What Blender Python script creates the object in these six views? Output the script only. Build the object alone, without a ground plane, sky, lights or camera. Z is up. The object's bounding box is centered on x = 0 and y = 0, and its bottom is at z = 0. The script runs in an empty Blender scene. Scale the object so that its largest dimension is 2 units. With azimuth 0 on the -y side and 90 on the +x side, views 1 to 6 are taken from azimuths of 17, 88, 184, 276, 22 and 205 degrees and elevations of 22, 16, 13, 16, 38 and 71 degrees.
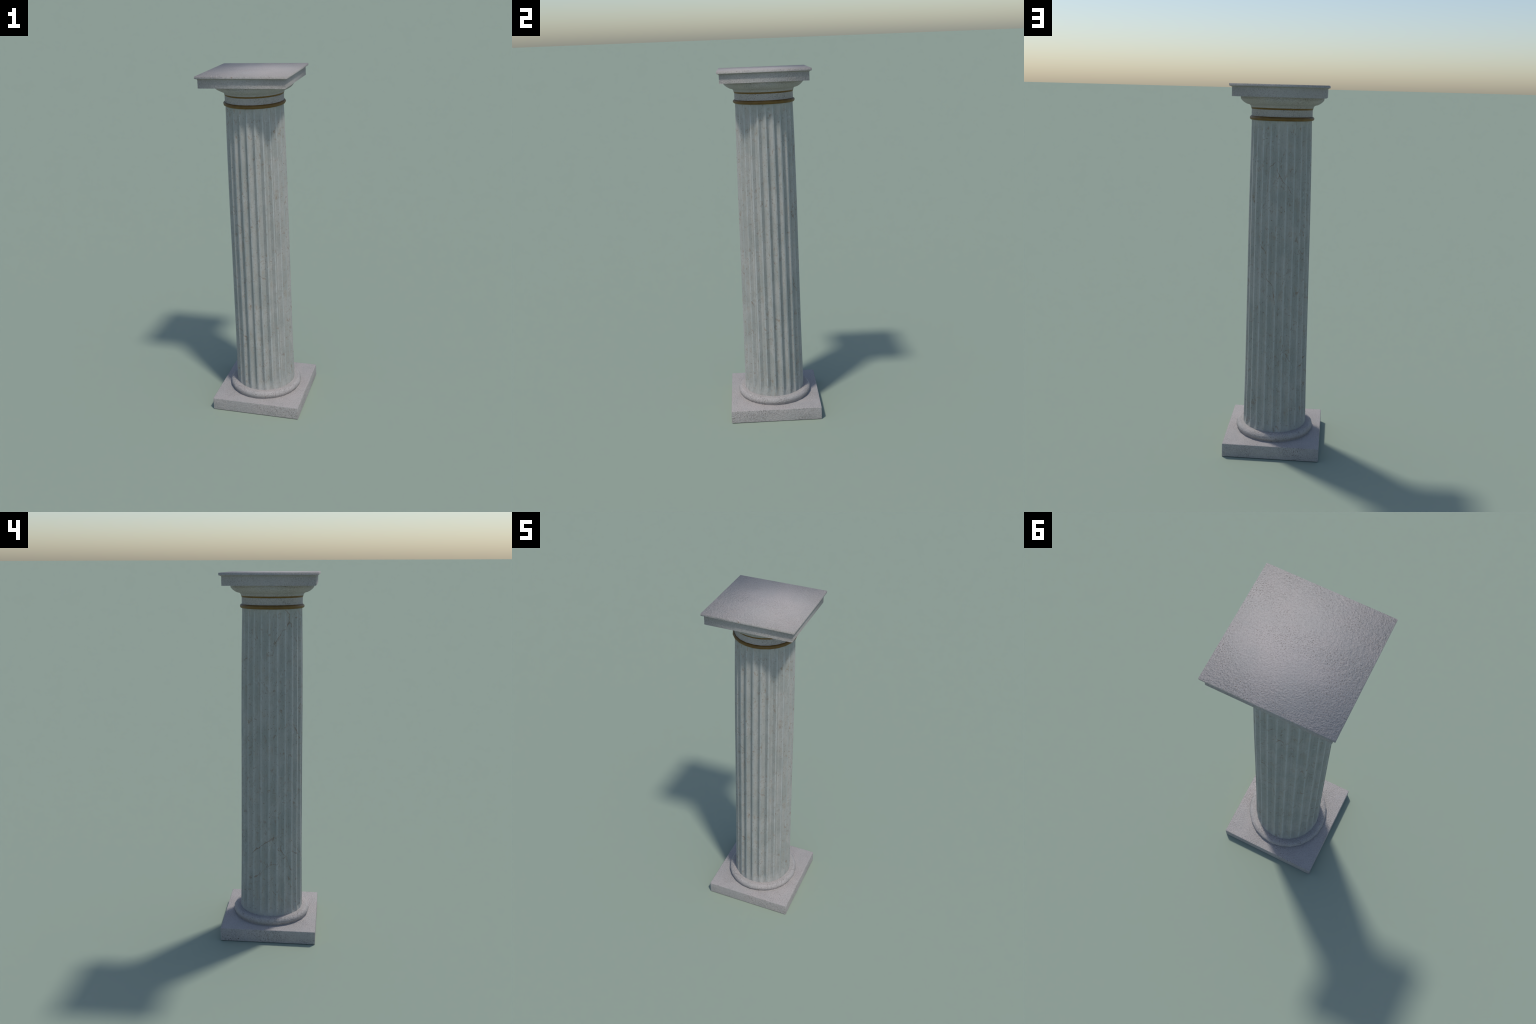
"""Doric column: square plinth, torus, fluted shaft, gilded rings, echinus, abacus."""
import bpy, bmesh, math
from mathutils import Vector

FLUTES = 24                       # also the number of sides of every turned moulding
TAU = 2 * math.pi

# ------------------------------------------------------------------ node tools
class Nodes:
    def __init__(self, tree):
        self.t = tree

    def new(self, kind, **props):
        n = self.t.nodes.new(kind)
        for k, v in props.items():
            setattr(n, k, v)
        return n

    def put(self, sock, val):
        if isinstance(val, bpy.types.NodeSocket):
            self.t.links.new(val, sock)
        elif val is not None:
            sock.default_value = val

    def math(self, op, a, b=None, c=None, clamp=False):
        n = self.new('ShaderNodeMath', operation=op, use_clamp=clamp)
        for i, v in enumerate((a, b, c)):
            self.put(n.inputs[i], v)
        return n.outputs[0]

    def vec(self, op, a, b=None, scale=None):
        n = self.new('ShaderNodeVectorMath', operation=op)
        self.put(n.inputs[0], a)
        self.put(n.inputs[1], b)
        if scale is not None:
            self.put(n.inputs['Scale'], scale)
        return n.outputs['Value'] if op in ('LENGTH', 'DOT_PRODUCT', 'DISTANCE') else n.outputs['Vector']

    def mapping(self, vec, scale=(1, 1, 1), rot=(0, 0, 0), loc=(0, 0, 0)):
        n = self.new('ShaderNodeMapping')
        self.put(n.inputs['Vector'], vec)
        n.inputs['Location'].default_value = loc
        n.inputs['Rotation'].default_value = rot
        n.inputs['Scale'].default_value = scale
        return n.outputs[0]

    def noise(self, vec, scale, detail=2.0, rough=0.5, distort=0.0):
        n = self.new('ShaderNodeTexNoise')
        self.put(n.inputs['Vector'], vec)
        n.inputs['Scale'].default_value = scale
        n.inputs['Detail'].default_value = detail
        n.inputs['Roughness'].default_value = rough
        n.inputs['Distortion'].default_value = distort
        return n.outputs['Fac'], n.outputs['Color']

    def voronoi(self, vec, scale, feature='F1'):
        n = self.new('ShaderNodeTexVoronoi', feature=feature)
        self.put(n.inputs['Vector'], vec)
        n.inputs['Scale'].default_value = scale
        return n.outputs['Distance']

    def span(self, val, lo, hi, out_lo=0.0, out_hi=1.0):
        n = self.new('ShaderNodeMapRange', interpolation_type='SMOOTHSTEP')
        self.put(n.inputs['Value'], val)
        n.inputs['From Min'].default_value = lo
        n.inputs['From Max'].default_value = hi
        n.inputs['To Min'].default_value = out_lo
        n.inputs['To Max'].default_value = out_hi
        return n.outputs['Result']

    def mix(self, fac, a, b, blend='MIX'):
        n = self.new('ShaderNodeMix', data_type='RGBA', blend_type=blend)
        self.put(n.inputs['Factor'], fac)
        cols = [s for s in n.inputs if s.type == 'RGBA']
        for s, v in zip(cols, (a, b)):
            if isinstance(v, tuple):
                v = (*v, 1.0)
            self.put(s, v)
        return [s for s in n.outputs if s.type == 'RGBA'][0]

    def bump(self, height, strength, distance, normal=None):
        n = self.new('ShaderNodeBump')
        self.put(n.inputs['Height'], height)
        n.inputs['Strength'].default_value = strength
        n.inputs['Distance'].default_value = distance
        self.put(n.inputs['Normal'], normal)
        return n.outputs['Normal']


def new_material(name):
    m = bpy.data.materials.new(name)
    m.use_nodes = True
    m.node_tree.nodes.clear()
    N = Nodes(m.node_tree)
    out = N.new('ShaderNodeOutputMaterial')
    bsdf = N.new('ShaderNodeBsdfPrincipled')
    m.node_tree.links.new(bsdf.outputs[0], out.inputs['Surface'])
    obj = N.new('ShaderNodeTexCoord').outputs['Object']
    return m, N, bsdf, obj


# ------------------------------------------------------------------ materials
def stone_material(name, grain, lumps=0.0, seed=0.0):
    """Pinkish grey limestone: mottled, speckled with dark pores and a few rust spots."""
    m, N, bsdf, P = new_material(name)
    P = N.mapping(P, loc=(seed, seed * 0.7, -seed))
    cloud, _ = N.noise(P, 7.0, 4.0, 0.6)
    fine, _ = N.noise(P, 150.0, 3.0, 0.65)
    col = N.mix(N.span(cloud, 0.33, 0.68), (0.424, 0.402, 0.384), (0.458, 0.420, 0.400))
    col = N.mix(N.span(fine, 0.42, 0.70, 0.0, 0.55), col, (0.325, 0.300, 0.282))
    # dark pores, gathered in patches
    pore, _ = N.noise(P, 230.0, 2.0, 0.7)
    patch, _ = N.noise(P, 9.0, 2.0, 0.5)
    pores = N.math('MULTIPLY', N.span(pore, 0.54, 0.68), N.span(patch, 0.38, 0.65, 0.35, 1.0))
    col = N.mix(N.math('MULTIPLY', pores, 0.75), col, (0.17, 0.14, 0.115))
    # rare rust spots
    _, jig = N.noise(P, 60.0, 2.0, 0.6)
    rust = N.voronoi(N.vec('ADD', P, N.vec('SCALE', jig, scale=0.02)), 13.0)
    thin, _ = N.noise(P, 4.0, 1.0, 0.5)
    rmask = N.math('MULTIPLY', N.span(rust, 0.065, 0.02), N.span(thin, 0.50, 0.60))
    col = N.mix(N.math('MULTIPLY', rmask, 0.65), col, (0.21, 0.12, 0.065))
    N.put(bsdf.inputs['Base Color'], col)
    bsdf.inputs['Roughness'].default_value = 0.85
    bsdf.inputs['Specular IOR Level'].default_value = 0.25
    # relief: grain plus worn lumps
    height = N.math('SUBTRACT', fine, N.math('MULTIPLY', pores, 0.5))
    nrm = N.bump(height, grain, 0.005)
    if lumps:
        lump, _ = N.noise(P, 72.0, 5.0, 0.72)
        zone, _ = N.noise(P, 3.2, 1.0, 0.5)
        h = N.math('MULTIPLY', lump, N.span(zone, 0.40, 0.60, 0.25, 1.0))
        nrm = N.bump(h, lumps, 0.010, nrm)
    N.put(bsdf.inputs['Normal'], nrm)
    return m


def segment_group():
    """Node group: the lesser of Before and the distance from P to the segment A, A + Run.
    P is nudged by a vanishing share of Before so that segments are evaluated one by one."""
    g = bpy.data.node_groups.new('segment_distance', 'ShaderNodeTree')
    for nm in ('P', 'A', 'Run'):
        g.interface.new_socket(nm, in_out='INPUT', socket_type='NodeSocketVector')
    for nm in ('InverseSquare', 'Before'):
        g.interface.new_socket(nm, in_out='INPUT', socket_type='NodeSocketFloat')
    g.interface.new_socket('Distance', in_out='OUTPUT', socket_type='NodeSocketFloat')
    N = Nodes(g)
    i = N.new('NodeGroupInput').outputs
    o = N.new('NodeGroupOutput')
    p = N.vec('ADD', i['P'], N.math('MULTIPLY', i['Before'], 1e-7))
    pa = N.vec('SUBTRACT', p, i['A'])
    h = N.math('MULTIPLY', N.vec('DOT_PRODUCT', pa, i['Run']), i['InverseSquare'], clamp=True)
    d = N.vec('LENGTH', N.vec('SUBTRACT', pa, N.vec('SCALE', i['Run'], scale=h)))
    g.links.new(N.math('MINIMUM', d, i['Before']), o.inputs[0])
    return g


# rusty cracks in the marble: courses of (angle in degrees round the shaft, height in metres)
CRACKS = [
    [(210, 1.813), (221, 1.793), (220, 1.755), (228, 1.706)],
    [(220, 1.750), (199, 1.683), (189, 1.642)],
    [(206, 0.602), (182, 0.572), (160, 0.522), (136, 0.460)],
    [(223, 0.491), (200, 0.445), (194, 0.427), (181, 0.424), (152, 0.339)],
    [(206, 0.548), (201, 0.516), (220, 0.424), (225, 0.376)],
    [(202, 0.222), (212, 0.175), (212, 0.128)],
    [(84, 1.605), (73, 1.574), (68, 1.424), (54, 1.324)],
    [(88, 1.571), (92, 1.537), (113, 1.468), (121, 1.423)],
    [(54, 1.211), (57, 1.181), (69, 1.124)],
    [(73, 0.994), (86, 0.939), (90, 0.840)],
    [(102, 0.574), (117, 0.590)], [(112, 0.572), (120, 0.528)],
    [(225, 1.252), (239, 1.168), (253, 1.126)],
    [(227, 0.497), (238, 0.470), (249, 0.448)],
    [(53, 0.826), (54, 0.780), (60, 0.736)],
    [(281, 0.864), (295, 0.840)], [(316, 0.697), (321, 0.665)],
]


def marble_material():
    """Grey-green marble: cloudy, pale veinlets, brown flecks and a few long rusty cracks."""
    m, N, bsdf, P = new_material('veined_marble')
    sep = N.new('ShaderNodeSeparateXYZ')
    N.put(sep.inputs[0], P)
    x, y, z = sep.outputs
    ang = N.math('ARCTAN2', N.math('MULTIPLY', y, -1.0), N.math('MULTIPLY', x, -1.0))
    arc = N.math('MULTIPLY', ang, 0.17)
    com = N.new('ShaderNodeCombineXYZ')
    N.put(com.inputs[0], arc)
    N.put(com.inputs[1], z)
    S = com.outputs[0]                                     # unrolled shaft surface

    cloud, _ = N.noise(N.mapping(P, scale=(1, 1, 0.45)), 15.0, 4.0, 0.62, 0.4)
    fine, _ = N.noise(P, 110.0, 3.0, 0.6)
    col = N.mix(N.span(cloud, 0.34, 0.66), (0.345, 0.353, 0.330), (0.418, 0.412, 0.388))
    col = N.mix(N.span(fine, 0.40, 0.75, 0.0, 0.35), col, (0.30, 0.295, 0.27))
    warm, _ = N.noise(N.mapping(S, scale=(1, 0.6, 1)), 24.0, 4.0, 0.65, 0.6)
    col = N.mix(N.span(warm, 0.52, 0.72, 0.0, 0.45), col, (0.355, 0.305, 0.245))
    # pale bluish strip along each arris, fading out at the flute ends
    turn = N.math('FRACT', N.math('ADD', N.math('MULTIPLY', ang, FLUTES / TAU), 0.5))
    off = N.math('ABSOLUTE', N.math('SUBTRACT', turn, 0.5))
    patchy, _ = N.noise(P, 26.0, 3.0, 0.6)
    ends = N.math('MULTIPLY', N.span(z, 0.125, 0.155), N.span(z, 1.812, 1.785))
    worn = N.math('MULTIPLY', N.math('MULTIPLY', N.span(off, 0.092, 0.060), ends), N.span(patchy, 0.30, 0.62, 0.12, 0.45))  # mask of the pale arris strip only, broken up by noise
    col = N.mix(worn, col, (0.450, 0.468, 0.462))
    # pale veinlets: creases of a slanted noise
    slant = N.mapping(P, scale=(1.0, 1.0, 0.5), rot=(0.5, 0.6, 0.0))
    v, _ = N.noise(slant, 12.0, 3.0, 0.6, 0.5)
    crease = N.math('ABSOLUTE', N.math('SUBTRACT', v, 0.5))
    vz, _ = N.noise(P, 8.0, 2.0, 0.5)
    pale = N.math('MULTIPLY', N.span(crease, 0.016, 0.002), N.span(vz, 0.50, 0.66))
    col = N.mix(N.math('MULTIPLY', pale, 0.40), col, (0.50, 0.52, 0.51))
    # brown flecks, drawn out along the shaft and slanted, in drifts
    fl, _ = N.noise(N.mapping(S, scale=(1.0, 0.55, 1.0), rot=(0, 0, -0.5)), 62.0, 3.0, 0.62, 0.8)
    drift, _ = N.noise(S, 11.0, 3.0, 0.6)
    fleck = N.math('MULTIPLY', N.span(fl, 0.54, 0.69), N.span(drift, 0.42, 0.62, 0.15, 1.0))
    col = N.mix(N.math('MULTIPLY', fleck, 0.52), col, (0.235, 0.150, 0.085))
    spot, _ = N.noise(P, 120.0, 1.0, 0.5)
    col = N.mix(N.span(spot, 0.66, 0.76, 0.0, 0.6), col, (0.19, 0.14, 0.10))
    # long cracks
    _, wob = N.noise(P, 34.0, 4.0, 0.65)
    shift = N.vec('SCALE', N.vec('SUBTRACT', wob, (0.5, 0.5, 0.5)), scale=0.026)
    Q = N.vec('MULTIPLY', N.vec('ADD', S, shift), (1, 1, 0))
    seg = segment_group()
    dist = 1.0
    for course in CRACKS:
        pts = [Vector(((math.radians(a) - math.pi) * 0.17, h, 0.0)) for a, h in course]
        for a, b in zip(pts, pts[1:]):
            n = N.new('ShaderNodeGroup')
            n.node_tree = seg
            N.put(n.inputs['P'], Q)
            n.inputs['A'].default_value = a
            n.inputs['Run'].default_value = b - a
            n.inputs['InverseSquare'].default_value = 1.0 / (b - a).length_squared
            N.put(n.inputs['Before'], dist)
            dist = n.outputs[0]
    wid, _ = N.noise(P, 30.0, 2.0, 0.6)
    line = N.math('DIVIDE', dist, N.span(wid, 0.30, 0.70, 0.0012, 0.0044))
    gap, _ = N.noise(P, 16.0, 3.0, 0.6)
    crack = N.math('MULTIPLY', N.span(line, 1.0, 0.3), N.span(gap, 0.36, 0.56, 0.15, 1.0))
    col = N.mix(N.math('MULTIPLY', crack, 0.55), col, (0.205, 0.115, 0.06))
    N.put(bsdf.inputs['Base Color'], col)
    bsdf.inputs['Roughness'].default_value = 0.7
    bsdf.inputs['Specular IOR Level'].default_value = 0.3
    h = N.math('SUBTRACT', fine, N.math('MULTIPLY', N.math('MAXIMUM', crack, fleck), 0.6))
    N.put(bsdf.inputs['Normal'], N.bump(h, 0.22, 0.004))
    return m


def gilding_material():
    """Dull aged gilding."""
    m, N, bsdf, P = new_material('aged_gilding')
    n, _ = N.noise(P, 30.0, 3.0, 0.6)
    col = N.mix(N.span(n, 0.35, 0.65), (0.135, 0.070, 0.010), (0.165, 0.088, 0.014))
    N.put(bsdf.inputs['Base Color'], col)
    bsdf.inputs['Metallic'].default_value = 0.2
    bsdf.inputs['Roughness'].default_value = 0.5
    return m


# ------------------------------------------------------------------ geometry
def mesh_object(name, verts, faces, material, root, sharp_angle=None):
    me = bpy.data.meshes.new(name)
    me.from_pydata(verts, [], faces)
    bm = bmesh.new()
    bm.from_mesh(me)
    bmesh.ops.recalc_face_normals(bm, faces=bm.faces)
    bm.to_mesh(me)
    bm.free()
    me.shade_smooth()
    if sharp_angle:
        me.set_sharp_from_angle(angle=math.radians(sharp_angle))
    me.materials.append(material)
    ob = bpy.data.objects.new(name, me)
    bpy.context.collection.objects.link(ob)
    ob.parent = root
    return ob


def turned(name, profile, material, root, sides=FLUTES, sharp_angle=50):
    """Solid of revolution of an open (radius, height) profile, ends capped."""
    verts, faces = [], []
    for r, z in profile:
        for i in range(sides):
            a = TAU * i / sides
            verts.append((r * math.cos(a), r * math.sin(a), z))
    for j in range(len(profile) - 1):
        for i in range(sides):
            k = (i + 1) % sides
            faces.append((j * sides + i, j * sides + k, (j + 1) * sides + k, (j + 1) * sides + i))
    faces.append(tuple(range(sides)))
    faces.append(tuple((len(profile) - 1) * sides + i for i in range(sides)))
    return mesh_object(name, verts, faces, material, root, sharp_angle)


def smooth_curve(points, z):
    """Catmull-Rom style interpolation r(z) through (z, r) points."""
    n = len(points)
    for i in range(n - 1):
        z0, r0 = points[i]
        z1, r1 = points[i + 1]
        if z <= z1 or i == n - 2:
            t = min(max((z - z0) / (z1 - z0), 0), 1)
            def slope(k):
                a, b = points[max(k - 1, 0)], points[min(k + 1, n - 1)]
                return (b[1] - a[1]) / (b[0] - a[0])
            m0, m1 = slope(i) * (z1 - z0), slope(i + 1) * (z1 - z0)
            return ((2*t**3 - 3*t*t + 1) * r0 + (t**3 - 2*t*t + t) * m0
                    + (-2*t**3 + 3*t*t) * r1 + (t**3 - t*t) * m1)


SHAFT_FOOT, SHAFT_HEAD = 0.106, 1.826
SHAFT_RADIUS = [(0.10, 0.1786), (0.17, 0.1773), (0.44, 0.1733), (0.70, 0.1713), (1.00, 0.1692),
                (1.26, 0.1677), (1.44, 0.1657), (1.63, 0.1630), (1.80, 0.1595), (1.825, 0.1589)]
FILLET = 0.18                          # share of each bay taken by the flat arris
WALL = 0.32                            # share taken by each slanted wall of the flute
GROOVE_TILT = math.radians(39)         # slope of the walls
GROOVE_END = 0.034                     # length of the slanted facet that closes a flute


def fluted_shaft(material, root):
    """24 flutes, each a shallow trough of two slanted walls and a narrow floor, parted by
    narrow flats; slanted facets lift each floor to the plain ends of the shaft."""
    foot, head = 0.1150, 1.8185
    bay = TAU / FLUTES
    half = bay * (1 - FILLET) / 2
    floor = half - bay * WALL
    steps = 48
    z_low, z_high = foot + GROOVE_END, head - GROOVE_END
    zs = [z_low + (z_high - z_low) * i / steps for i in range(steps + 1)]
    verts, faces = [], []

    def ring(z, depth_share):
        R = smooth_curve(SHAFT_RADIUS, z)
        depth = R * bay * WALL * math.tan(GROOVE_TILT) * depth_share
        start = len(verts)
        for f in range(FLUTES):
            mid = (f + 0.5) * bay
            for off, d in ((-half, 0), (-floor, depth), (floor, depth), (half, 0)):
                verts.append(((R - d) * math.cos(mid + off), (R - d) * math.sin(mid + off), z))
        return start

    rows = [ring(SHAFT_FOOT, 0), ring(foot, 0)] + [ring(z, 1) for z in zs]
    rows += [ring(head, 0), ring(SHAFT_HEAD, 0)]
    n = 4 * FLUTES
    for lo, hi in zip(rows, rows[1:]):
        for i in range(n):
            k = (i + 1) % n
            faces.append((lo + i, lo + k, hi + k, hi + i))
    faces.append(tuple(rows[0] + i for i in range(n)))
    faces.append(tuple(rows[-1] + i for i in range(n)))
    return mesh_object('fluted_shaft', verts, faces, material, root, 22)


def square_block(name, levels, material, root, sharp_levels):
    """Stack of square rings (half width, height); chosen rings keep a sharp edge,
    the four upright corners and the other rings are shaded softly."""
    verts, faces = [], []
    for h, z in levels:
        verts += [(-h, -h, z), (h, -h, z), (h, h, z), (-h, h, z)]
    for j in range(len(levels) - 1):
        for i in range(4):
            k = (i + 1) % 4
            faces.append((4*j + i, 4*j + k, 4*j + 4 + k, 4*j + 4 + i))
    faces.append((3, 2, 1, 0))
    top = 4 * (len(levels) - 1)
    faces.append((top, top + 1, top + 2, top + 3))
    ob = mesh_object(name, verts, faces, material, root)
    rings = {(4*j + i) for j in sharp_levels for i in range(4)}
    for e in ob.data.edges:
        a, b = e.vertices
        e.use_edge_sharp = a // 4 == b // 4 and a in rings
    return ob


def plinth(material, root):
    bm = bmesh.new()
    bmesh.ops.create_cube(bm, size=1.0)
    for v in bm.verts:
        v.co = (v.co.x * 0.5282, v.co.y * 0.5282, (v.co.z + 0.5) * 0.0737)
    upper = [e for e in bm.edges if max(v.co.z for v in e.verts) > 0.07]
    bmesh.ops.bevel(bm, geom=upper, offset=0.0035, segments=2, profile=0.5, affect='EDGES')
    me = bpy.data.meshes.new('plinth')
    bm.to_mesh(me)
    bm.free()
    me.shade_smooth()
    me.set_sharp_from_angle(angle=math.radians(50))
    me.materials.append(material)
    ob = bpy.data.objects.new('plinth', me)
    bpy.context.collection.objects.link(ob)
    ob.parent = root
    return ob


def arc(cx, cz, rx, rz, a0, a1, n):
    return [(cx + rx * math.cos(math.radians(a0 + (a1 - a0) * i / n)),
             cz + rz * math.sin(math.radians(a0 + (a1 - a0) * i / n))) for i in range(n + 1)]


def build():
    root = bpy.data.objects.new('doric_column', None)
    root.empty_display_size = 0.3
    bpy.context.collection.objects.link(root)
    root['label'] = 'pale stone Doric column with fluted marble shaft and gilded rings'
    root['category'] = 'column'

    stone = stone_material('limestone', 0.85, 0.0, 0.0)
    rough_stone = stone_material('tooled_limestone', 0.50, 0.55, 3.1)
    marble = marble_material()
    gilt = gilding_material()

    plinth(stone, root)
    turned('base_torus', [(0.150, 0.0725), (0.2110, 0.0730)] +
           arc(0.1968, 0.0955, 0.0217, 0.0215, -50, 90, 9)
           + [(0.186, 0.1170), (0.165, 0.1162)], stone, root)
    fluted_shaft(marble, root)
    turned('gilded_astragal', [(0.150, 1.8171)] + arc(0.1608, 1.8278, 0.0104, 0.0104, -90, 90, 8)
           + [(0.150, 1.8382)], gilt, root)
    turned('necking', [(0.1616, 1.8365), (0.1616, 1.8735)], stone, root)
    turned('gilded_fillet', [(0.155, 1.8730), (0.1621, 1.8730), (0.1650, 1.8818), (0.158, 1.8818)], gilt, root)
    turned('echinus', [(0.1600, 1.8815), (0.1648, 1.8815), (0.1660, 1.8860), (0.1685, 1.8910),
                       (0.1735, 1.8958), (0.1810, 1.8972)]
           + [(0.1890, 1.8995), (0.1985, 1.9045), (0.2085, 1.9115), (0.2160, 1.9190), (0.2205, 1.9255),
              (0.2208, 1.9375)], stone, root)
    square_block('abacus', [(0.2345, 1.9370), (0.2345, 1.9830), (0.2420, 1.9868), (0.2470, 1.9882),
                            (0.2470, 2.0000)], rough_stone, root, (0, 1, 3))


build()
